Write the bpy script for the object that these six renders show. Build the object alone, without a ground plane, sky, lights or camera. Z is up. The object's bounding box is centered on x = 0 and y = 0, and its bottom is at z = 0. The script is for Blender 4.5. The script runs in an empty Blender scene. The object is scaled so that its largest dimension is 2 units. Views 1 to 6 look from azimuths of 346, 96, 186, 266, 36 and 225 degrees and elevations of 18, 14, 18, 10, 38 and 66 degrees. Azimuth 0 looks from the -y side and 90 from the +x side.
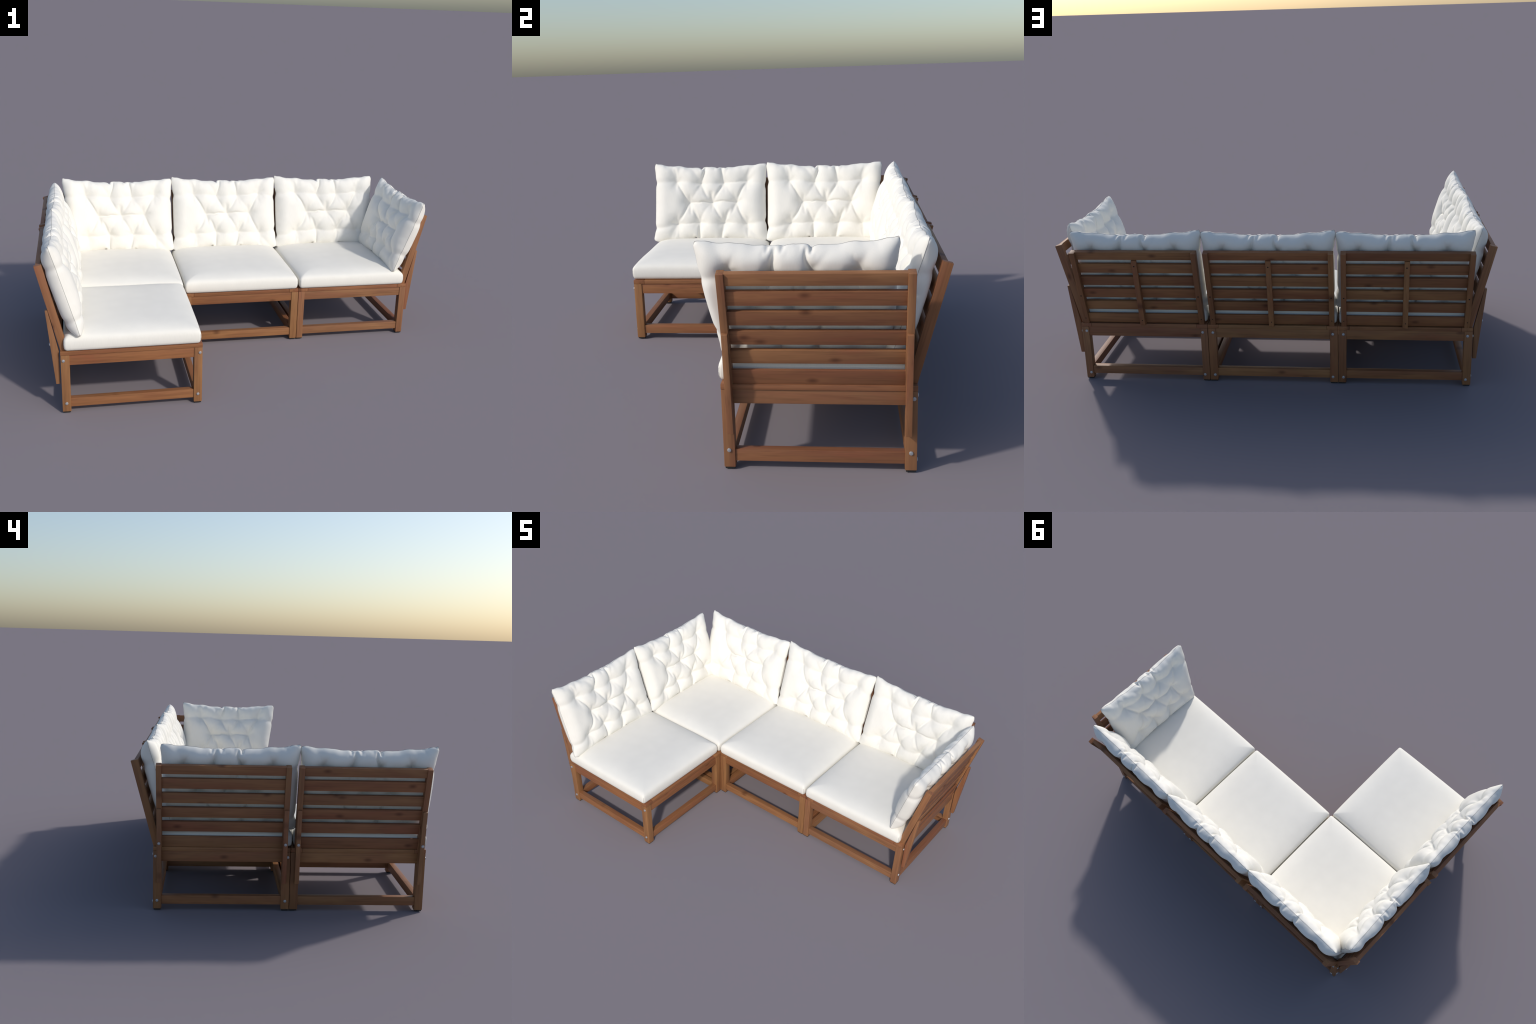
"""Corner garden sofa: four timber seat modules, six slatted backrests,
flat seat cushions and tufted back cushions.  Metres, z up."""
import bpy, bmesh, math, random
import numpy as np
from mathutils import Matrix, Vector

random.seed(7)

# ------------------------------------------------------------------ sizes
MOD = 0.605            # outer width of a seat module over its legs
PITCH = 0.607          # distance between neighbouring modules
BACK_Y = 0.567         # rear leg face of the long row
ROW_Y = BACK_Y - MOD / 2
LEG = 0.0365
FOOT = 0.006           # rubber pad height
LEG_TOP = 0.270
RIM_TOP = 0.2885
TILT_LONG, TILT_SIDE = math.radians(14.85), math.radians(13.6)
POST_LEN = 0.389
POST_D = 0.032
POST_W = 0.0235
POST_X = 0.2755        # post centre from the panel's middle


# -------------------------------------------------------------- materials
class Nodes:
    """small helper to wire shader nodes"""
    def __init__(self, name):
        self.mat = bpy.data.materials.new(name)
        self.mat.use_nodes = True
        self.t = self.mat.node_tree
        self.bsdf = self.t.nodes["Principled BSDF"]

    def add(self, kind, **kw):
        n = self.t.nodes.new(kind)
        for k, v in kw.items():
            if k.startswith("in_"):
                key = k[3:]
                n.inputs[int(key) if key.isdigit() else key.replace("_", " ")].default_value = v
            else:
                setattr(n, k, v)
        return n

    def link(self, a, b):
        self.t.links.new(a, b)

    def math(self, op, a, b=None, clamp=False):
        n = self.add("ShaderNodeMath", operation=op, use_clamp=clamp)
        for i, s in enumerate((a, b)):
            if s is None:
                continue
            if isinstance(s, (int, float)):
                n.inputs[i].default_value = s
            else:
                self.link(s, n.inputs[i])
        return n.outputs[0]

    def ramp(self, src, stops):
        n = self.add("ShaderNodeValToRGB")
        el = n.color_ramp.elements
        while len(el) < len(stops):
            el.new(0.5)
        for e, (p, c) in zip(el, stops):
            e.position = p
            e.color = (*c, 1) if len(c) == 3 else c
        self.link(src, n.inputs[0])
        return n.outputs[0]

    def mix(self, fac, a, b, blend="MIX"):
        n = self.add("ShaderNodeMix", data_type="RGBA", blend_type=blend)
        for s, i in ((fac, 0), (a, 6), (b, 7)):
            if isinstance(s, (int, float)):
                n.inputs[i].default_value = s
            elif isinstance(s, tuple):
                n.inputs[i].default_value = (*s, 1)
            else:
                self.link(s, n.inputs[i])
        return n.outputs[2]


def wood_material(name, tint):
    m = Nodes(name)
    tc = m.add("ShaderNodeTexCoord")
    info = m.add("ShaderNodeObjectInfo")
    shift = m.add("ShaderNodeCombineXYZ")
    m.link(m.math("MULTIPLY", info.outputs["Random"], 9.0), shift.inputs[0])
    m.link(m.math("MULTIPLY", info.outputs["Random"], 23.0), shift.inputs[1])
    m.link(m.math("MULTIPLY", info.outputs["Random"], 5.0), shift.inputs[2])
    pos = m.add("ShaderNodeVectorMath", operation="ADD")
    m.link(tc.outputs["Object"], pos.inputs[0])
    m.link(shift.outputs[0], pos.inputs[1])
    P = pos.outputs[0]

    def stretched(sx, sy, sz, scale, detail=4.0, rough=0.55, dist=0.0):
        mp = m.add("ShaderNodeMapping")
        mp.inputs["Scale"].default_value = (sx, sy, sz)
        m.link(P, mp.inputs["Vector"])
        n = m.add("ShaderNodeTexNoise")
        n.inputs["Scale"].default_value = scale
        n.inputs["Detail"].default_value = detail
        n.inputs["Roughness"].default_value = rough
        n.inputs["Distortion"].default_value = dist
        m.link(mp.outputs[0], n.inputs["Vector"])
        return n.outputs["Fac"]

    broad = stretched(3.0, 16.0, 16.0, 1.0, 3.0, 0.5, 0.6)
    grain = stretched(5.0, 120.0, 120.0, 1.0, 5.0, 0.6, 0.4)
    fine = stretched(20.0, 600.0, 600.0, 1.0, 2.0)
    col = m.ramp(broad, [(0.28, (0.262, 0.098, 0.047)), (0.45, (0.252, 0.108, 0.049)), (0.58, (0.282, 0.126, 0.054)),
                         (0.75, (0.330, 0.152, 0.066))])
    g = m.ramp(grain, [(0.30, (0.70, 0.68, 0.66)), (0.52, (1, 1, 1)), (0.75, (1.10, 1.08, 1.06))])
    col = m.mix(0.75, col, g, "MULTIPLY")
    f = m.ramp(fine, [(0.35, (0.90, 0.89, 0.88)), (0.6, (1, 1, 1))])
    col = m.mix(0.6, col, f, "MULTIPLY")
    # knots: sparse dark, reddish eyes stretched a little along the grain
    mp = m.add("ShaderNodeMapping")
    mp.inputs["Scale"].default_value = (4.0, 8.0, 1.0)
    m.link(P, mp.inputs["Vector"])
    vo = m.add("ShaderNodeTexVoronoi", voronoi_dimensions="2D")
    vo.inputs["Scale"].default_value = 1.0
    m.link(mp.outputs[0], vo.inputs["Vector"])
    knot = m.ramp(vo.outputs["Distance"], [(0.02, (1, 1, 1)), (0.05, (0.6, 0.6, 0.6)), (0.10, (0, 0, 0))])
    sel = m.add("ShaderNodeSeparateColor")
    m.link(vo.outputs["Color"], sel.inputs[0])
    rare = m.math("GREATER_THAN", sel.outputs[0], 0.35)
    col = m.mix(m.math("MULTIPLY", knot, m.math("MULTIPLY", rare, 0.75)), col, (0.095, 0.032, 0.014))
    # each board has its own tone
    tone = m.ramp(info.outputs["Random"], [(0.0, (0.84, 0.80, 0.78)), (0.3, (1.03, 0.94, 0.90)),
                                          (0.65, (0.98, 1.03, 0.98)), (1.0, (1.13, 1.12, 1.04))])
    col = m.mix(1.0, col, tone, "MULTIPLY")
    col = m.mix(1.0, col, tint, "MULTIPLY")
    m.link(col, m.bsdf.inputs["Base Color"])
    m.bsdf.inputs["Roughness"].default_value = 0.55
    m.bsdf.inputs["Specular IOR Level"].default_value = 0.35
    b = m.add("ShaderNodeBump")
    b.inputs["Strength"].default_value = 0.25
    b.inputs["Distance"].default_value = 0.0008
    m.link(grain, b.inputs["Height"])
    m.link(b.outputs[0], m.bsdf.inputs["Normal"])
    return m.mat


def fabric_material(name, colour, weave=0.12):
    m = Nodes(name)
    tc = m.add("ShaderNodeTexCoord")

    def noise(scale, sx=1, sy=1, sz=1, detail=3.0):
        mp = m.add("ShaderNodeMapping")
        mp.inputs["Scale"].default_value = (sx, sy, sz)
        m.link(tc.outputs["Object"], mp.inputs["Vector"])
        n = m.add("ShaderNodeTexNoise")
        n.inputs["Scale"].default_value = scale
        n.inputs["Detail"].default_value = detail
        m.link(mp.outputs[0], n.inputs["Vector"])
        return n.outputs["Fac"]

    soft = noise(14.0)
    thread = noise(1.0, 420, 420, 30, 1.0)
    cloth = m.ramp(soft, [(0.25, tuple(c * 0.965 for c in colour)), (0.7, colour)])
    th = m.ramp(thread, [(0.3, (0.965, 0.965, 0.96)), (0.6, (1, 1, 1))])
    m.link(m.mix(0.7, cloth, th, "MULTIPLY"), m.bsdf.inputs["Base Color"])
    m.bsdf.inputs["Roughness"].default_value = 0.9
    m.bsdf.inputs["Specular IOR Level"].default_value = 0.15
    b = m.add("ShaderNodeBump")
    b.inputs["Strength"].default_value = weave
    b.inputs["Distance"].default_value = 0.0006
    m.link(thread, b.inputs["Height"])
    m.link(b.outputs[0], m.bsdf.inputs["Normal"])
    return m.mat


def plain_material(name, colour, rough, metal=0.0):
    m = Nodes(name)
    tc = m.add("ShaderNodeTexCoord")
    n = m.add("ShaderNodeTexNoise")
    n.inputs["Scale"].default_value = 300.0
    m.link(tc.outputs["Object"], n.inputs["Vector"])
    m.link(m.ramp(n.outputs["Fac"], [(0.3, tuple(c * 0.9 for c in colour)), (0.7, colour)]),
           m.bsdf.inputs["Base Color"])
    m.bsdf.inputs["Roughness"].default_value = rough
    m.bsdf.inputs["Metallic"].default_value = metal
    return m.mat


WOOD = wood_material("stained_wood", (1.03, 1.05, 1.03))
ROSE_WOOD = wood_material("rosy_stained_wood", (1.02, 1.05, 1.16))
STOCK = [WOOD]      # timber batch in use
BACK_CLOTH = fabric_material("tufted_cushion_cloth", (0.865, 0.84, 0.775))
SEAT_CLOTH = fabric_material("seat_cushion_cloth", (0.86, 0.835, 0.765))
SEAM = plain_material("seam_dark_line", (0.42, 0.41, 0.39), 0.9)  # darker grey than the cushion cloth, for the thin dark line along the seams
STEEL = plain_material("zinc_steel", (0.50, 0.51, 0.53), 0.45, 0.6)
RUBBER = plain_material("black_rubber", (0.012, 0.012, 0.013), 0.7)
HOLE = plain_material("drill_hole", (0.02, 0.010, 0.006), 0.9)


# ---------------------------------------------------------------- helpers
def empty(name, parent=None, at=(0, 0, 0), yaw=0.0):
    e = bpy.data.objects.new(name, None)
    bpy.context.collection.objects.link(e)
    e.empty_display_size = 0.05
    M = Matrix.Translation(at) @ Matrix.Rotation(yaw, 4, "Z")
    attach(e, parent, M)
    return e


WORLD = {}


def attach(o, parent, world):
    WORLD[o.name] = world
    if parent is None:
        o.matrix_world = world
    else:
        o.parent = parent
        o.matrix_basis = WORLD[parent.name].inverted() @ world


def put(name, mesh, parent, world, mat):
    o = bpy.data.objects.new(name, mesh)
    bpy.context.collection.objects.link(o)
    if mat and not mesh.materials:
        mesh.materials.append(mat)
    if mat is WOOD:
        o.material_slots[0].link = "OBJECT"
        o.material_slots[0].material = STOCK[0]
    attach(o, parent, world)
    return o


def prism_mesh(name, outline, thick, bevel):
    """outline in the (x, y) plane, x along the grain; extruded over z, edges eased"""
    bm = bmesh.new()
    lo = [bm.verts.new((x, y, -thick / 2)) for x, y in outline]
    hi = [bm.verts.new((x, y, thick / 2)) for x, y in outline]
    bm.faces.new(lo)
    bm.faces.new(hi)
    k = len(outline)
    for i in range(k):
        bm.faces.new((lo[i], lo[(i + 1) % k], hi[(i + 1) % k], hi[i]))
    bmesh.ops.recalc_face_normals(bm, faces=bm.faces)
    if bevel:
        bmesh.ops.bevel(bm, geom=list(bm.edges), offset=bevel, segments=2, profile=0.6, affect="EDGES")
    me = bpy.data.meshes.new(name)
    bm.to_mesh(me)
    bm.free()
    me.shade_smooth()
    me.set_sharp_from_angle(angle=math.radians(50))
    return me


def frame(origin, ex, ey):
    ex, ey = Vector(ex).normalized(), Vector(ey).normalized()
    ez = ex.cross(ey)
    M = Matrix((ex, ey, ez)).transposed().to_4x4()
    M.translation = Vector(origin)
    return M


CACHE = {}


def board(name, parent, base, centre, along, across, size, bevel=0.0016):
    """a straight timber: centre and directions in the frame `base`"""
    l, w, t = size
    key = ("board", round(l, 5), round(w, 5), round(t, 5), bevel)
    if key not in CACHE:
        CACHE[key] = prism_mesh(name, [(-l / 2, -w / 2), (l / 2, -w / 2), (l / 2, w / 2), (-l / 2, w / 2)], t, bevel)
    return put(name, CACHE[key], parent, base @ frame(centre, along, across), WOOD)


def disc_mesh(name, r, h, dome):
    """bolt head: axis +z, seated at z = 0"""
    bm = bmesh.new()
    prof = [(r, -0.002), (r, h * 0.55), (r * 0.9, h * 0.85), (r * 0.6, h * dome)]
    seg = 20
    rings = []
    for pr, pz in prof:
        rings.append([bm.verts.new((pr * math.cos(2 * math.pi * i / seg), pr * math.sin(2 * math.pi * i / seg), pz))
                      for i in range(seg)])
    for a, b in zip(rings, rings[1:]):
        for i in range(seg):
            bm.faces.new((a[i], a[(i + 1) % seg], b[(i + 1) % seg], b[i]))
    bm.faces.new(rings[-1])
    bm.faces.new(list(reversed(rings[0])))
    me = bpy.data.meshes.new(name)
    bm.to_mesh(me)
    bm.free()
    me.shade_smooth()
    me.set_sharp_from_angle(angle=math.radians(40))
    return me


BOLT = disc_mesh("bolt_head", 0.0066, 0.0042, 1.0)
SCREW = disc_mesh("screw_head", 0.0032, 0.0012, 1.1)
DOT = disc_mesh("drill_hole", 0.0026, 0.0006, 1.0)


def stud(name, mesh, parent, base, at, normal, mat):
    n = Vector(normal)
    side = Vector((0, 0, 1)) if abs(n.z) < 0.9 else Vector((1, 0, 0))
    ex = side.cross(n)
    ey = n.cross(ex)
    put(name, mesh, parent, base @ frame(at, ex, ey), mat)


X, Y, Z = (1, 0, 0), (0, 1, 0), (0, 0, 1)

sofa = empty("corner_sofa")
sofa["label"] = "L-shaped wooden garden sofa with white tufted cushions"
sofa["category"] = "corner sofa"


# ----------------------------------------------------------- seat modules
def seat_module(cx, cy, yaw, bolted, leg_w=LEG):
    """One seat frame.  Local frame: backrest side is +y.
    bolted: list of (side, height list, inset) telling which faces carry bolts"""
    f = empty("seat_frame", sofa, (cx, cy, 0), yaw)
    B = WORLD[f.name]
    h = MOD / 2
    c = h - LEG / 2
    inner = MOD - 2 * LEG
    for sx in (-1, 1):
        for sy in (-1, 1):
            x = sx * (h - leg_w / 2)
            leg = board("leg", f, B, (x, sy * c, (FOOT + LEG_TOP) / 2), Z, X,
                        (LEG_TOP - FOOT, leg_w, LEG), 0.002)
            key = "pad"
            if key not in CACHE:
                CACHE[key] = prism_mesh("foot_pad", [(-0.0152, -0.0152), (0.0152, -0.0152), (0.0152, 0.0152), (-0.0152, 0.0152)],
                                        FOOT + 0.001, 0.001)
            put("foot_pad", CACHE[key], f, B @ Matrix.Translation((x, sy * c, (FOOT + 0.001) / 2)), RUBBER)
    # aprons and stretchers run on all four sides, set back a little from the leg faces
    for s in (-1, 1):
        for along, across, sgn in ((X, Z, 0), (Y, Z, 1)):
            d = s * (h - 0.0035 - 0.011)
            e = s * (h - 0.0035 - 0.015)
            pa = (0, d, 0.2467) if sgn == 0 else (d, 0, 0.2467)
            ps = (0, e, 0.0458) if sgn == 0 else (e, 0, 0.0458)
            board("apron_rail", f, B, pa, along, across, (inner + 0.006, 0.0466, 0.022))
            board("stretcher", f, B, ps, along, across, (inner + 0.006, 0.0400, 0.028), 0.002)
    # rim: side boards run front to back, front and rear boards fit between them
    rw, rt = 0.0500, RIM_TOP - LEG_TOP - 0.0004
    zc = (RIM_TOP + LEG_TOP) / 2 + 0.0002
    for s in (-1, 1):
        board("rim_board", f, B, (s * (h + 0.0002 - rw / 2), 0, zc), Y, X, (MOD + 0.0008, rw, rt), 0.0018)
        board("rim_board", f, B, (0, s * (h + 0.0002 - rw / 2), zc), X, Y, (MOD - 2 * rw - 0.0008, rw, rt), 0.0018)
    for i in range(6):
        board("seat_slat", f, B, (0, -0.20 + i * 0.08, zc - 0.006), X, Y, (MOD - 0.05, 0.052, 0.012))
    for face, top_off, z_top, z_low, low_off in bolted:
        for s in (-1, 1):
            for z, off in ((z_top, top_off), (z_low, low_off)):
                if z is None:
                    continue
                k = s * (h - LEG / 2 + off) if abs(off) < 0.1 else s * (h - LEG / 2) + off - 1.0
                at, n = {"+y": ((k, h, z), (0, 1, 0)), "-y": ((k, -h, z), (0, -1, 0)),
                         "+x": ((h, k, z), (1, 0, 0)), "-x": ((-h, k, z), (-1, 0, 0))}[face]
                stud("bolt", BOLT, f, B, at, n, STEEL)
    return f


REAR = ("+y", -0.005, 0.2495, 0.033, -0.005)
MODULES = [
    (0.0, ROW_Y, 0.0, [REAR], LEG),
    (PITCH, ROW_Y, 0.0, [REAR, ("+x", 1.007, 0.2465, 0.065, 0.0)], 0.0335),
    (-PITCH, ROW_Y, 0.0, [REAR, ("-x", 0.007, 0.2465, 0.044, 0.0)], LEG),
    (-PITCH, ROW_Y - PITCH, math.pi / 2, [("-x", 0.007, 0.2465, 0.045, 0.0), ("+x", -0.005, 0.2495, 0.033, -0.005)], LEG),
]
for i, m in enumerate(MODULES):
    STOCK[0] = ROSE_WOOD if i == 1 else WOOD
    seat_module(*m)
STOCK[0] = WOOD


# -------------------------------------------------------------- backrests
def backrest(cx, cy, yaw, stile, brace, brace_bolt=False, drop=0.0):
    """Slatted panel standing on the rim.  Local: +y outward, origin on the rear leg face."""
    e = empty("backrest", sofa, (cx, cy, RIM_TOP - drop), yaw)
    B = WORLD[e.name]
    TILT = TILT_LONG if stile else TILT_SIDE
    # panel frame: x = along the panel's width, y = up the slope, z = -outward normal
    t = Vector((0, math.sin(TILT), math.cos(TILT)))
    n = Vector((0, math.cos(TILT), -math.sin(TILT)))
    foot = -POST_D * math.tan(TILT)

    def at(x, tt, nn):
        return Vector((x, 0, 0)) + t * tt + n * nn

    key = ("post", stile)
    if key not in CACHE:
        CACHE[key] = prism_mesh("post", [(0, 0), (foot, -POST_D), (POST_LEN, -POST_D), (POST_LEN, 0)], POST_W, 0.002)
    for s in (-1, 1):
        put("post", CACHE[key], e, B @ frame((s * POST_X, 0, 0), t, n), WOOD)
    deep = 0.018 if stile else 0.0105       # how far the slats sit behind the posts' rear faces
    low = 0.0040 if stile else 0.0
    slats = [(0.3480, 0.3885, deep - 0.005, 0.020), (0.2785 - low, 0.3265 - low, deep, 0.0145 if stile else 0.0160), (0.2105 - low, 0.2585 - low, deep, 0.0145 if stile else 0.0160),
             (0.1422 - low, 0.1900 - low, deep, 0.0145 if stile else 0.0160), (0.0738 - low, 0.1215 - low, deep, 0.0145 if stile else 0.0160), (0.0015, 0.0530 if stile else 0.0550, 0.008 if stile else 0.003, 0.010)]
    for a, b, back, thick in slats:
        board("back_slat", e, B, at(0, (a + b) / 2, -back - thick / 2), X, t,
              (2 * POST_X - POST_W + 0.008, b - a, thick), 0.0025)
    if stile:
        # wedge-shaped bar behind the slats, thicker towards its foot: (along, outward) outline
        outline = [(0.3470, -0.0185), (0.3470, -0.0080), (0.0080, 0.0180), (0.0045, 0.0170), (-0.0020, -0.0085), (0.0560, -0.0185)]
        if "stile" not in CACHE:
            CACHE["stile"] = prism_mesh("stile", outline, 0.0235, 0.0015)
        put("stile", CACHE["stile"], e, B @ frame((0, 0, 0), t, n), WOOD)
        slope = (0.0180 + 0.0080) / (0.3470 - 0.0080)
        out = n + t * slope
        stud("plug", SCREW, e, B, at(0.001, 0.318, -0.0080 + 0.029 * slope), out, HOLE)
        stud("plug", DOT, e, B, at(-0.001, 0.032, -0.0080 + 0.315 * slope), out, HOLE)
        for s in (-1, 1):
            stud("screw", SCREW, e, B, at(s * (POST_X - 0.0005), 0.158, 0.0), n, STEEL)
            stud("screw_hole", DOT, e, B, at(s * (POST_X + 0.0005), 0.030, 0.0), n, HOLE)
    if brace:
        # tapered board behind each post, (height, outward) outline with the grain along the height
        tt = math.tan(TILT)
        top = 0.186
        outline = [(-0.155, 0.0065), (-0.155, 0.0235), (top - 0.003, 0.0560), (top, top * tt + 0.0006), (-0.004, 0.0065)]
        key = "brace"
        if key not in CACHE:
            CACHE[key] = prism_mesh("brace", outline, 0.0195, 0.0015)
        for s in (-1, 1):
            put("brace", CACHE[key], e, B @ frame((s * (POST_X - 0.0005), 0, 0), Z, Y), WOOD)
            if brace_bolt:
                z = 0.028
                y = 0.0235 + (z + 0.155) * (0.0560 - 0.0235) / (top - 0.003 + 0.155)
                stud("bolt", BOLT, e, B, (s * (POST_X - 0.0005), y, z), (0, 1, -0.09), STEEL)
    return e


for cx in (-PITCH + 0.001, 0.0, PITCH - 0.002):
    backrest(cx, BACK_Y, 0.0, True, False)
SIDE = PITCH + MOD / 2 - 0.001
STOCK[0] = ROSE_WOOD
backrest(-SIDE, ROW_Y, math.pi / 2, False, True, True, 0.002)
backrest(-SIDE, ROW_Y - PITCH, math.pi / 2, False, True, True, 0.002)
backrest(SIDE, ROW_Y, -math.pi / 2, False, True, False, 0.003)


# ---------------------------------------------------------- seat cushions
def tube(name, path, r, closed=False, seg=6):
    """thin cord along a path of points"""
    bm = bmesh.new()
    P = [Vector(p) for p in path]
    k = len(P)
    rings = []
    for i, p in enumerate(P):
        a = P[(i - 1) % k] if closed or i > 0 else p
        b = P[(i + 1) % k] if closed or i < k - 1 else p
        d = (b - a).normalized()
        s = d.cross(Vector((0.31, 0.93, 0.2))).normalized()
        u = d.cross(s)
        rings.append([bm.verts.new(p + (s * math.cos(2 * math.pi * j / seg) + u * math.sin(2 * math.pi * j / seg)) * r)
                      for j in range(seg)])
    for i in range(k if closed else k - 1):
        a, b = rings[i], rings[(i + 1) % k]
        for j in range(seg):
            bm.faces.new((a[j], a[(j + 1) % seg], b[(j + 1) % seg], b[j]))
    if not closed:
        bm.faces.new(rings[0][::-1])
        bm.faces.new(rings[-1])
    bmesh.ops.recalc_face_normals(bm, faces=bm.faces)
    me = bpy.data.meshes.new(name)
    bm.to_mesh(me)
    bm.free()
    me.shade_smooth()
    return me


def seat_cushion_mesh(wx, wy):
    """soft block lofted through rounded-square rings; local z = 0 on the rim"""
    rings_def = [(0.060, 0.0008), (0.022, 0.0008), (0.009, 0.0030), (0.0035, 0.0085), (0.0012, 0.018), (0.0, 0.032), (0.0006, 0.046),
                 (0.0026, 0.056), (0.0065, 0.0635), (0.0125, 0.0690), (0.021, 0.0730), (0.034, 0.0765), (0.055, 0.0815),
                 (0.085, 0.0858), (0.125, 0.0896), (0.170, 0.0922), (0.220, 0.0935), (0.265, 0.0938)]
    per, arc = 26, 6
    rng = np.random.default_rng(3)
    ph = rng.uniform(0, 6.28, 8)
    bm = bmesh.new()
    rings = []
    for d, z in rings_def:
        hx, hy = wx / 2 - d, wy / 2 - d
        r = min(max(0.011 - 0.2 * d, 0.005), hx * 0.9)
        pts = []
        for q, (sx, sy) in enumerate(((1, -1), (1, 1), (-1, 1), (-1, -1))):
            cx, cy = sx * (hx - r), sy * (hy - r)
            a0 = (q - 1) * math.pi / 2
            for i in range(arc + 1):
                a = a0 + i / arc * math.pi / 2
                pts.append((cx + r * math.cos(a), cy + r * math.sin(a)))
            nx, ny = ((1, 1), (-1, 1), (-1, -1), (1, -1))[q]
            ex, ey = pts[-1]
            fx, fy = (nx * (hx - r), ny * hy) if q in (1, 3) else (nx * hx, ny * (hy - r))
            if q == 1:
                fx, fy = -(hx - r), hy
            elif q == 3:
                fx, fy = hx - r, -hy
            elif q == 0:
                fx, fy = hx, hy - r
            else:
                fx, fy = -hx, -(hy - r)
            for i in range(1, per):
                k = i / per
                pts.append((ex + (fx - ex) * k, ey + (fy - ey) * k))
        ring = []
        for x, y in pts:
            u, v = x / (wx / 2), y / (wy / 2)
            # corners of the top sag, the middle of each side swells slightly
            corner = (abs(u) * abs(v)) ** 6
            zz = z - 0.004 * corner * (z / 0.07 if z < 0.07 else 1.0)
            if d > 0.015 and z > 0.05:
                dome = 0.0690 + 0.0250 * (max(0.0, 1 - abs(u) ** 4) * max(0.0, 1 - abs(v) ** 4)) ** 0.6
                k = min(1.0, (d - 0.015) / 0.06)
                zz = zz * (1 - k) + dome * k
            side = 1 + 0.006 * (1 - min(1, abs(v) ** 3)) if abs(u) > abs(v) else 1
            side2 = 1 + 0.006 * (1 - min(1, abs(u) ** 3)) if abs(v) >= abs(u) else 1
            wob = 0.0006 * (math.sin(9 * x + ph[0]) + math.sin(13 * y + ph[1]) + math.sin(21 * (x + y) + ph[2]))
            ring.append(bm.verts.new((x * side, y * side2, zz + (wob if z > 0.06 else 0))))
        rings.append(ring)
    k = len(rings[0])
    for a, b in zip(rings, rings[1:]):
        for i in range(k):
            bm.faces.new((a[i], a[(i + 1) % k], b[(i + 1) % k], b[i]))
    bm.faces.new(rings[-1])
    bm.faces.new(rings[0][::-1])
    me = bpy.data.meshes.new("seat_cushion")
    bm.to_mesh(me)
    bm.free()
    me.shade_smooth()
    return me


SEATS = [(-0.299, 0.297, -0.048, 0.545), (0.306, 0.889, -0.048, 0.545),
         (-0.895, -0.307, -0.046, 0.545), (-0.895, -0.311, -0.652, -0.052)]
for x0, x1, y0, y1 in SEATS:
    wx, wy = x1 - x0, y1 - y0
    key = ("seat", round(wx, 4), round(wy, 4))
    if key not in CACHE:
        CACHE[key] = seat_cushion_mesh(wx, wy)
    M = Matrix.Translation(((x0 + x1) / 2, (y0 + y1) / 2, RIM_TOP))
    c = put("seat_cushion", CACHE[key], sofa, M, SEAT_CLOTH)
    for sx in (-1, 1):
        for sy in (-1, 1):
            path = []
            for d, z in ((0.0035, 0.0085), (0.0012, 0.018), (0.0, 0.032), (0.0006, 0.046), (0.0026, 0.053)):
                k = d + 0.0031
                path.append((sx * (wx / 2 - k), sy * (wy / 2 - k), z - 0.004 * z / 0.07))
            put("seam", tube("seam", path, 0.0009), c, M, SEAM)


# ---------------------------------------------------------- back cushions
CW, CH = 0.600, 0.381         # seam-to-seam width and height
# tufts (a across, b up) in -1..1
ROW_A = [(-0.58, 0.54), (-0.16, 0.54), (0.24, 0.54), (0.65, 0.54)]
ROW_B = [(-0.35, 0.01), (0.04, 0.02), (0.46, 0.01)]
ROW_D = [(-0.57, -0.54), (-0.18, -0.53), (0.24, -0.53), (0.64, -0.54)]
TUFTS = ROW_A + ROW_B + ROW_D


def crease_list():
    """(start, end, depth at start, mid, end, width): fractions of the local thickness"""
    out = []

    def between(p, q, mid=0.24, w=0.016):
        out.append((p, q, 0.55, mid, 0.55, w))

    for row, mid in ((ROW_A, 0.30), (ROW_B, 0.30), (ROW_D, 0.30)):
        for p, q in zip(row, row[1:]):
            between(p, q, mid)
    for i, p in enumerate(ROW_B):
        for q in (ROW_A[i], ROW_A[i + 1], ROW_D[i], ROW_D[i + 1]):
            between(p, q, 0.22, 0.017)

    def to_edge(p, q, end=0.25, mid=0.22, w=0.014):
        out.append((p, q, 0.55, mid, end, w))

    to_edge(ROW_A[0], (-1.0, 0.50), 0.36, 0.08)
    to_edge(ROW_A[3], (1.0, 0.42), 0.42, 0.12)
    to_edge(ROW_D[0], (-1.0, -0.60), 0.42, 0.14)
    to_edge(ROW_D[3], (1.0, -0.44), 0.38, 0.08)
    to_edge(ROW_A[0], (-0.76, 1.0), 0.30, 0.28, 0.015)
    to_edge(ROW_A[1], (-0.05, 1.0), 0.18, 0.26, 0.012)
    to_edge(ROW_A[1], (-0.44, 1.0), 0.35, 0.10, 0.012)
    to_edge(ROW_A[2], (0.21, 1.0), 0.45, 0.32, 0.013)
    to_edge(ROW_A[2], (0.34, 0.90), 0.15, 0.25, 0.010)
    to_edge(ROW_A[3], (0.79, 1.0), 0.35, 0.30, 0.015)
    to_edge(ROW_D[0], (-0.74, -1.0), 0.28, 0.25, 0.015)
    to_edge(ROW_D[1], (-0.20, -1.0), 0.30, 0.22, 0.012)
    to_edge(ROW_D[2], (0.18, -1.0), 0.30, 0.22, 0.012)
    to_edge(ROW_D[3], (0.93, -1.0), 0.30, 0.30, 0.014)
    return out


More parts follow.
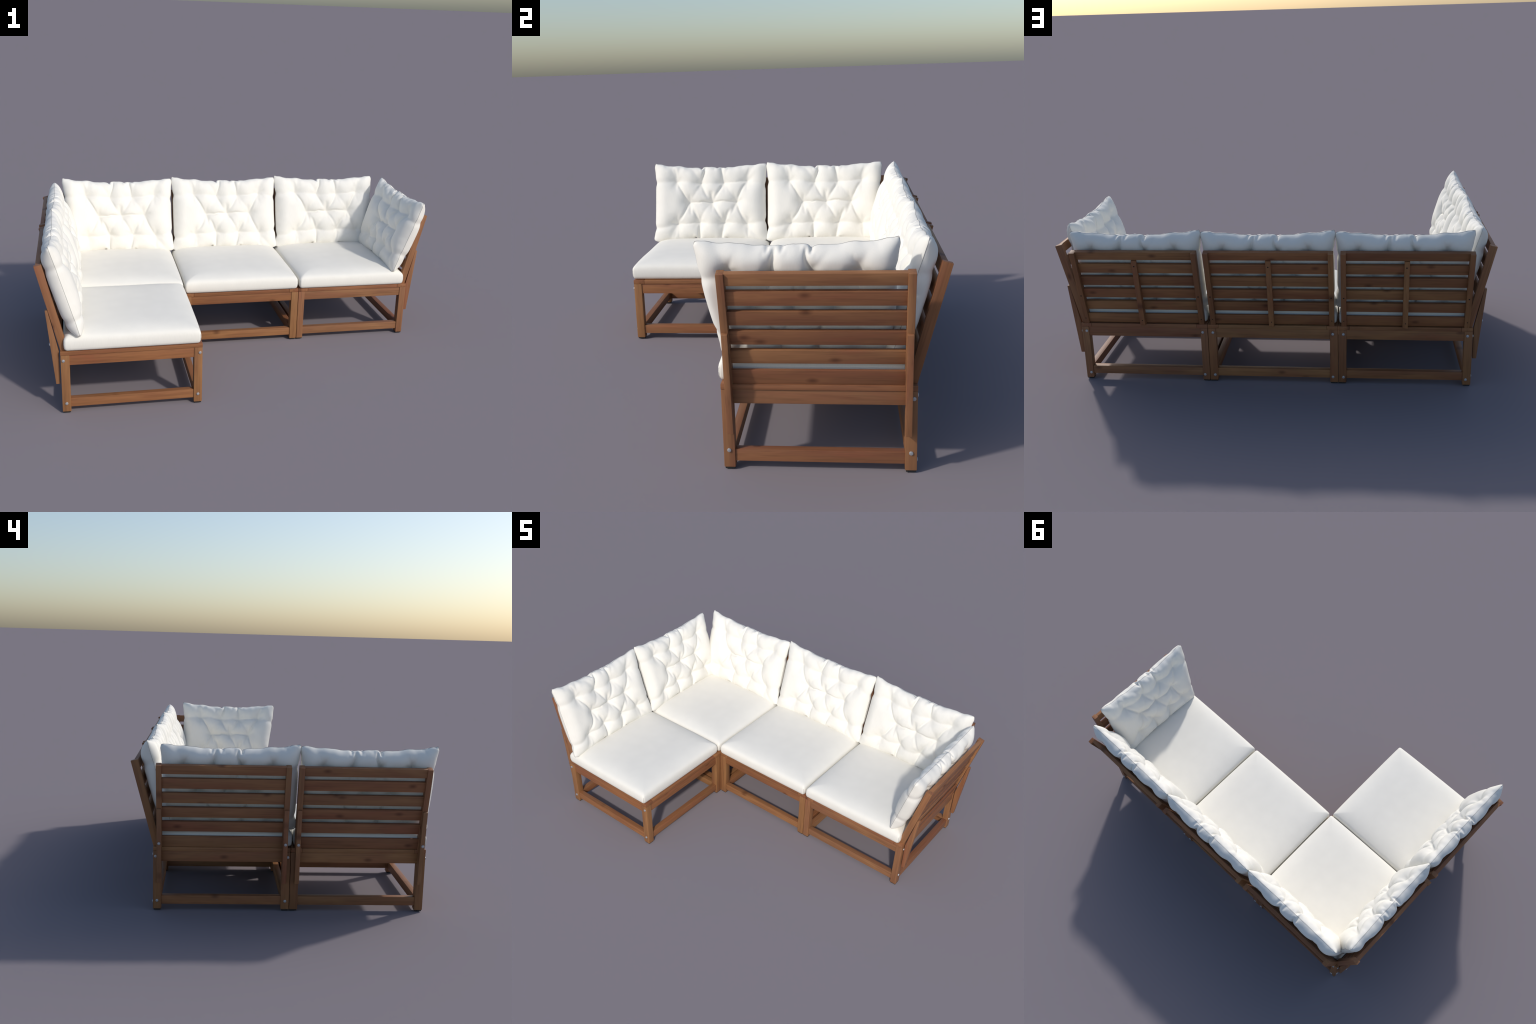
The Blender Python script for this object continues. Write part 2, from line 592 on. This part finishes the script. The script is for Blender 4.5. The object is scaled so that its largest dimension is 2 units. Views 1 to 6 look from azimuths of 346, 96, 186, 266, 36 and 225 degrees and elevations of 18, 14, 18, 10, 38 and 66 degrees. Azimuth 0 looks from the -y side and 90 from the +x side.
def hat(x, c, w):
    return np.exp(-((x - c) / w) ** 2)


def ball(q, width):
    """quarter-circle rise from 0 at the seam to 1 at `width`"""
    k = np.clip(q / width, 0, 1)
    return np.sqrt(1 - (1 - k) ** 2)


NU, NV = 106, 74              # cells of each cloth sheet


def sew_and_stuff():
    """Two flat sheets sewn along the rim, inflated, and pulled together at the tufts:
    a small mass-spring run that lets folds and puckers form by themselves.
    Returns front and back sheets, arrays [2, NU+1, NV+1, 3]."""
    slack_x, slack_z = 1.27, 1.33
    s = np.linspace(-1, 1, NU + 1)
    t = np.linspace(-1, 1, NV + 1)
    a, b = np.meshgrid(s, t, indexing="ij")
    P = np.zeros((2, NU + 1, NV + 1, 3))
    rest_x = CW * slack_x / NU
    rest_z = CH * slack_z / NV
    P[..., 0] = a * CW / 2
    P[..., 2] = b * CH / 2
    env = ((1 - a ** 4) * (1 - b ** 4)).clip(0, 1) ** 0.5
    # start shape: shallow valleys along the lines that join the tufts
    C = np.zeros_like(a)
    mx, mz = a * CW / 2, b * CH / 2
    for p, q, d0, dm, d1, w in crease_list():
        px, pz, qx, qz = p[0] * CW / 2, p[1] * CH / 2, q[0] * CW / 2, q[1] * CH / 2
        vx, vz = qx - px, qz - pz
        k = np.clip(((mx - px) * vx + (mz - pz) * vz) / (vx * vx + vz * vz), 0, 1)
        d = np.hypot(mx - px - k * vx, mz - pz - k * vz)
        C = np.maximum(C, 2.0 * dm * np.exp(-(d / w) ** 2))
    rng = np.random.default_rng(5)
    jig = rng.normal(0, 0.0008, a.shape)
    P[0, ..., 1] = -(0.030 * env * (1 - C) + jig * env)
    P[1, ..., 1] = 0.030 * env * (1 - 0.7 * C) + jig[::-1] * env
    V = np.zeros_like(P)
    pins = [(int(round((u + 1) / 2 * NU)), int(round((v + 1) / 2 * NV))) for u, v in TUFTS]
    rest_d = math.hypot(rest_x, rest_z)

    def sweep(A, Bv, rest, k_stretch, k_press):
        d = Bv - A
        L = np.sqrt((d * d).sum(-1)) + 1e-9
        e = (L - rest) / L
        e = np.where(e > 0, k_stretch, k_press) * e
        c = 0.5 * e[..., None] * d
        A += c
        Bv -= c

    def sew():
        for sl in ((slice(None), 0), (slice(None), NV), (0, slice(None)), (NU, slice(None))):
            m = 0.5 * (P[0][sl] + P[1][sl])
            m[..., 1] *= 0.9
            P[0][sl] = m
            P[1][sl] = m

    STEPS = 170
    for step in range(STEPS):
        du = np.zeros_like(P)
        du[:, 1:-1] = P[:, 2:] - P[:, :-2]
        du[:, 0] = P[:, 1] - P[:, 0]
        du[:, -1] = P[:, -1] - P[:, -2]
        dv = np.zeros_like(P)
        dv[:, :, 1:-1] = P[:, :, 2:] - P[:, :, :-2]
        dv[:, :, 0] = P[:, :, 1] - P[:, :, 0]
        dv[:, :, -1] = P[:, :, -1] - P[:, :, -2]
        N = np.cross(du, dv)
        N /= np.sqrt((N * N).sum(-1, keepdims=True)) + 1e-12
        N[1] *= -1
        V *= 0.90
        V += N * 0.00018
        old = P.copy()
        P += V
        for it in range(7):
            for o in (0, 1):
                sweep(P[:, o:-1:2], P[:, o + 1::2], rest_x, 1.0, 0.55) if (NU + 1 - o) % 2 == 0 else \
                    sweep(P[:, o:NU:2], P[:, o + 1:NU + 1:2], rest_x, 1.0, 0.55)
                sweep(P[:, :, o:NV:2], P[:, :, o + 1:NV + 1:2], rest_z, 1.0, 0.55)
            for o in (0, 1):
                sweep(P[:, o:NU:2, :-1], P[:, o + 1:NU + 1:2, 1:], rest_d, 0.35, 0.20)
                sweep(P[:, o:NU:2, 1:], P[:, o + 1:NU + 1:2, :-1], rest_d, 0.35, 0.20)
            # stiffness of the padding: spans of two and four cells resist folding
            for o in (0, 1, 2, 3):
                sweep(P[:, o:NU - 1:4], P[:, o + 2:NU + 1:4][:, :P[:, o:NU - 1:4].shape[1]], 2 * rest_x, 0.0, BEND)
                sweep(P[:, :, o:NV - 1:4], P[:, :, o + 2:NV + 1:4][:, :, :P[:, :, o:NV - 1:4].shape[2]], 2 * rest_z, 0.0, BEND)
            for i, j in pins:
                P[0, i, j, 1] = 0.006
                P[1, i, j, 1] = 0.020
            sew()
            P[1, ..., 1] = np.minimum(P[1, ..., 1], 0.052)      # lies against the slats
            P[0, ..., 1] = np.maximum(P[0, ..., 1], -0.060)
        V = P - old
    return P


BEND = 0.03


def cushion_sheets():
    P = sew_and_stuff()
    s = np.linspace(-1, 1, NU + 1)
    t = np.linspace(-1, 1, NV + 1)
    a, b = np.meshgrid(s, t, indexing="ij")
    x, y, z = P[..., 0], P[..., 1], P[..., 2]
    # bring the finished pillow to size
    mid = slice(NU // 3, 2 * NU // 3)
    x *= CW / (np.percentile(x, 99.5) - np.percentile(x, 0.5))
    top, bot = z[0, mid, -1].mean(), z[0, mid, 0].mean()
    z -= (top + bot) / 2
    z *= CH / (top - bot)
    f = -np.percentile(y[0], 4)
    r = np.percentile(y[1], 96)
    y[0] *= np.where(y[0] < 0, FRONT / f, 1.0)
    y[1] *= np.where(y[1] > 0, REAR_D / r, 1.0)
    # steady the seam: smooth its wander, let the cloth beside it follow
    def steady(line, keep):
        soft = line.copy()
        for _ in range(12):
            soft[1:-1] = 0.25 * soft[:-2] + 0.5 * soft[1:-1] + 0.25 * soft[2:]
        return soft + keep * (line - soft) - line

    fall_b = np.exp(-np.arange(NV + 1) / 5.0)
    fall_a = np.exp(-np.arange(NU + 1) / 5.0)
    for k in (0, 1):
        z[k] += steady(z[0, :, -1], 0.35)[:, None] * fall_b[::-1][None, :]
        z[k] += steady(z[0, :, 0], 0.5)[:, None] * fall_b[None, :]
        y[k] += (-0.8 * y[0, :, -1])[:, None] * fall_b[::-1][None, :] if k == 1 else 0
    top_y = y[0, :, -1].copy()
    y[0] += (-0.8 * top_y)[:, None] * fall_b[::-1][None, :]
    y[1, :, -1] = y[0, :, -1]
    for e, fall in ((0, fall_a), (-1, fall_a[::-1])):
        line = y[0, e].copy()
        for k in (0, 1):
            y[k] += (-0.8 * line)[None, :] * fall[:, None]
        y[1, e] = y[0, e]
    # creases that run from the outer tufts to the seam, sharpened
    C = np.zeros_like(a)
    mx, mz = a * CW / 2, b * CH / 2
    for p, q, d0, dm, d1, w in crease_list():
        on_rim = max(abs(q[0]), abs(q[1])) > 0.85
        px, pz, qx, qz = p[0] * CW / 2, p[1] * CH / 2, q[0] * CW / 2, q[1] * CH / 2
        vx, vz = qx - px, qz - pz
        k = np.clip(((mx - px) * vx + (mz - pz) * vz) / (vx * vx + vz * vz), 0, 1)
        L = math.hypot(vx, vz)
        bow = 0.005 * math.sin(17 * (p[0] + q[0]) + 5 * p[1]) * np.sin(k * math.pi)
        d = np.hypot(mx - px - k * vx + vz / L * bow, mz - pz - k * vz - vx / L * bow)
        if on_rim:
            dep = dm + (d1 - dm) * k
            C = np.maximum(C, dep * (0.5 * np.exp(-d / (0.6 * w)) + 0.5 * np.exp(-(d / w) ** 2)))
        else:
            # short folds close to each tuft
            dep = 0.15 + 0.24 * np.exp(-np.minimum(k, 1 - k) * L / 0.018)
            C = np.maximum(C, dep * np.exp(-d / 0.0065))
    rng = np.random.default_rng(9)
    for u, v in TUFTS:
        dx, dz = mx - u * CW / 2, mz - v * CH / 2
        r, th = np.hypot(dx, dz), np.arctan2(dz, dx)
        p1, p2 = rng.uniform(0, 6.28, 2)
        C += 0.30 * np.exp(-(r / 0.011) ** 1.3)
        C += 0.09 * np.sin(5 * th + p1) * hat(r, 0.024, 0.013) + 0.06 * np.sin(8 * th + p2) * hat(r, 0.018, 0.010)
    # gathers along the seam, stronger on the top edge
    g = np.zeros_like(a)
    for _ in range(12):
        fr, p1 = rng.uniform(16, 62), rng.uniform(0, 6.28)
        g += np.sin(fr * a + p1) * np.exp(-(1 - np.abs(b)) * 8) * np.where(b > 0, 1.0, 0.6)
        fr, p1 = rng.uniform(12, 36), rng.uniform(0, 6.28)
        g += 0.7 * np.sin(fr * b + p1) * np.exp(-(1 - np.abs(a)) * 11)
    rim = np.minimum(1, 12 * np.minimum(1 - np.abs(a), 1 - np.abs(b)))
    for k in (0, 1):
        y[k] *= 1 - (0.85, 0.55)[k] * C
        y[k] += (-1, 1)[k] * (0.0010, 0.0005)[k] * g * rim
    # the seam itself: notches where creases meet it, rounded ears, slight waviness
    edge_t = np.clip(b, 0, 1) ** 6
    edge_b = np.clip(-b, 0, 1) ** 6
    edge_l = np.clip(-a, 0, 1) ** 8
    edge_r = np.clip(a, 0, 1) ** 8
    z -= edge_t * (0.007 * hat(a, 0.22, 0.045) + 0.004 * hat(a, -0.44, 0.05) + 0.003 * hat(a, 0.79, 0.05) + 0.003 * hat(a, -0.75, 0.05)
                   - 0.0012 * np.sin(23 * a + 1) - 0.0008 * np.sin(41 * a))
    z += edge_b * (0.004 * hat(a, -0.2, 0.05) + 0.004 * hat(a, 0.18, 0.05))
    x += edge_l * (0.006 * hat(b, 0.50, 0.07) + 0.006 * hat(b, -0.60, 0.07))
    x -= edge_r * (0.006 * hat(b, 0.42, 0.07) + 0.007 * hat(b, -0.44, 0.07))
    cut = np.clip(np.abs(a) + np.abs(b) - 1.85, 0, 1)
    x -= np.sign(a) * cut * 0.090
    z -= np.sign(b) * cut * np.where(b > 0, 0.080, 0.120)
    # the front sheet falls away towards the sides and the top
    side = ball(1 - np.abs(a), 0.27) ** 0.75
    crown = ball(1 - b, 0.18) ** 0.4 * ball(1 + b, 0.42)
    y[0] *= np.where(y[0] < 0, side * crown, 1)
    # the rear is smoother and rounds off towards the ends and the top
    calm = y[1].copy()
    for _ in range(10):
        calm[1:-1, 1:-1] = 0.25 * (calm[2:, 1:-1] + calm[:-2, 1:-1] + calm[1:-1, 2:] + calm[1:-1, :-2])
    y[1] = 0.6 * y[1] + 0.4 * calm
    y[1] *= ball(1 - np.abs(a), 0.18) ** 0.6 * ball(1 - b, 0.22) ** 0.5
    y[1] *= REAR_D / max(1e-6, np.percentile(y[1], 96))
    y[0] *= FRONT / max(1e-6, -np.percentile(y[0], 4))
    # the left ear stands higher than the right one; the foot is a little wider
    z += (0.014 * np.clip(-a, 0, 1) ** 5 + 0.004 * np.clip(a, 0, 1) ** 5) * np.clip(b, 0, 1) ** 3
    x *= 1 - 0.008 * b
    return P


FRONT, REAR_D = 0.041, 0.052


def cushion_meshes(taper):
    P = SHEETS.copy()
    x, z = P[..., 0], P[..., 2]
    P[..., 0] += taper * np.clip((0.70 - z / (CH / 2)) / 1.7, 0, 1) ** 1.3 * np.clip((x / (CW / 2) + 0.2) / 1.2, 0, 1)
    nu, nv = NU + 1, NV + 1
    n = nu * nv
    idx = np.arange(n).reshape(nu, nv)
    edge = np.zeros((nu, nv), bool)
    edge[[0, -1], :] = True
    edge[:, [0, -1]] = True
    idb = idx.copy()
    inner = ~edge
    idb[inner] = n + np.arange(inner.sum())
    verts = np.concatenate([P[0].reshape(-1, 3), P[1][inner]])

    def quads(ix, flip):
        q = np.stack([ix[:-1, :-1], ix[1:, :-1], ix[1:, 1:], ix[:-1, 1:]], -1).reshape(-1, 4)
        return q[:, ::-1] if flip else q

    faces = np.concatenate([quads(idx, False), quads(idb, True)])
    me = bpy.data.meshes.new("back_cushion")
    me.from_pydata(verts.tolist(), [], faces.tolist())
    bm = bmesh.new()
    bm.from_mesh(me)
    bmesh.ops.smooth_vert(bm, verts=bm.verts, factor=0.4, use_axis_x=True, use_axis_y=True, use_axis_z=True)
    bmesh.ops.recalc_face_normals(bm, faces=bm.faces)
    bm.to_mesh(me)
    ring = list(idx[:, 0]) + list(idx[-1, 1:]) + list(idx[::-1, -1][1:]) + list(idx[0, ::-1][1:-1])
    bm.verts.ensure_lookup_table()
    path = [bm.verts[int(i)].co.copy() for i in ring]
    bm.free()
    # one level of subdivision rounds the folds
    tmp = bpy.data.objects.new("cushion_build", me)
    bpy.context.collection.objects.link(tmp)
    tmp.modifiers.new("round", "SUBSURF").levels = 1
    dg = bpy.context.evaluated_depsgraph_get()
    fine = bpy.data.meshes.new_from_object(tmp.evaluated_get(dg))
    fine.name = "back_cushion"
    bpy.data.objects.remove(tmp)
    fine.shade_smooth()
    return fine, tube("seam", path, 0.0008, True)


SHEETS = cushion_sheets()
SHAPES = {k: cushion_meshes(k) for k in (0.0, -0.055)}
LEAN = math.radians(16.3)
# (centre of the cushion's seam plane, yaw, taper, lift)
CUSHIONS = [
    (-0.595, 0.5365, 0.0, 0.0, 0.0), (0.0060, 0.5365, 0.0, 0.0, 0.0), (0.606, 0.5365, 0.0, 0.0, 0.0),
    (-0.8775, 0.236, math.pi / 2, 0.0, 0.001), (-0.8795, -0.364, math.pi / 2, 0.0, 0.003),
    (0.8810, 0.2070, -math.pi / 2, -0.055, 0.004),
]
for cx, cy, yaw, taper, lift in CUSHIONS:
    shell, seam = SHAPES[taper]
    M = Matrix.Translation((cx, cy, 0.5485 + lift)) @ Matrix.Rotation(yaw, 4, "Z") @ Matrix.Rotation(-LEAN, 4, "X")
    c = put("back_cushion", shell, sofa, M, BACK_CLOTH)
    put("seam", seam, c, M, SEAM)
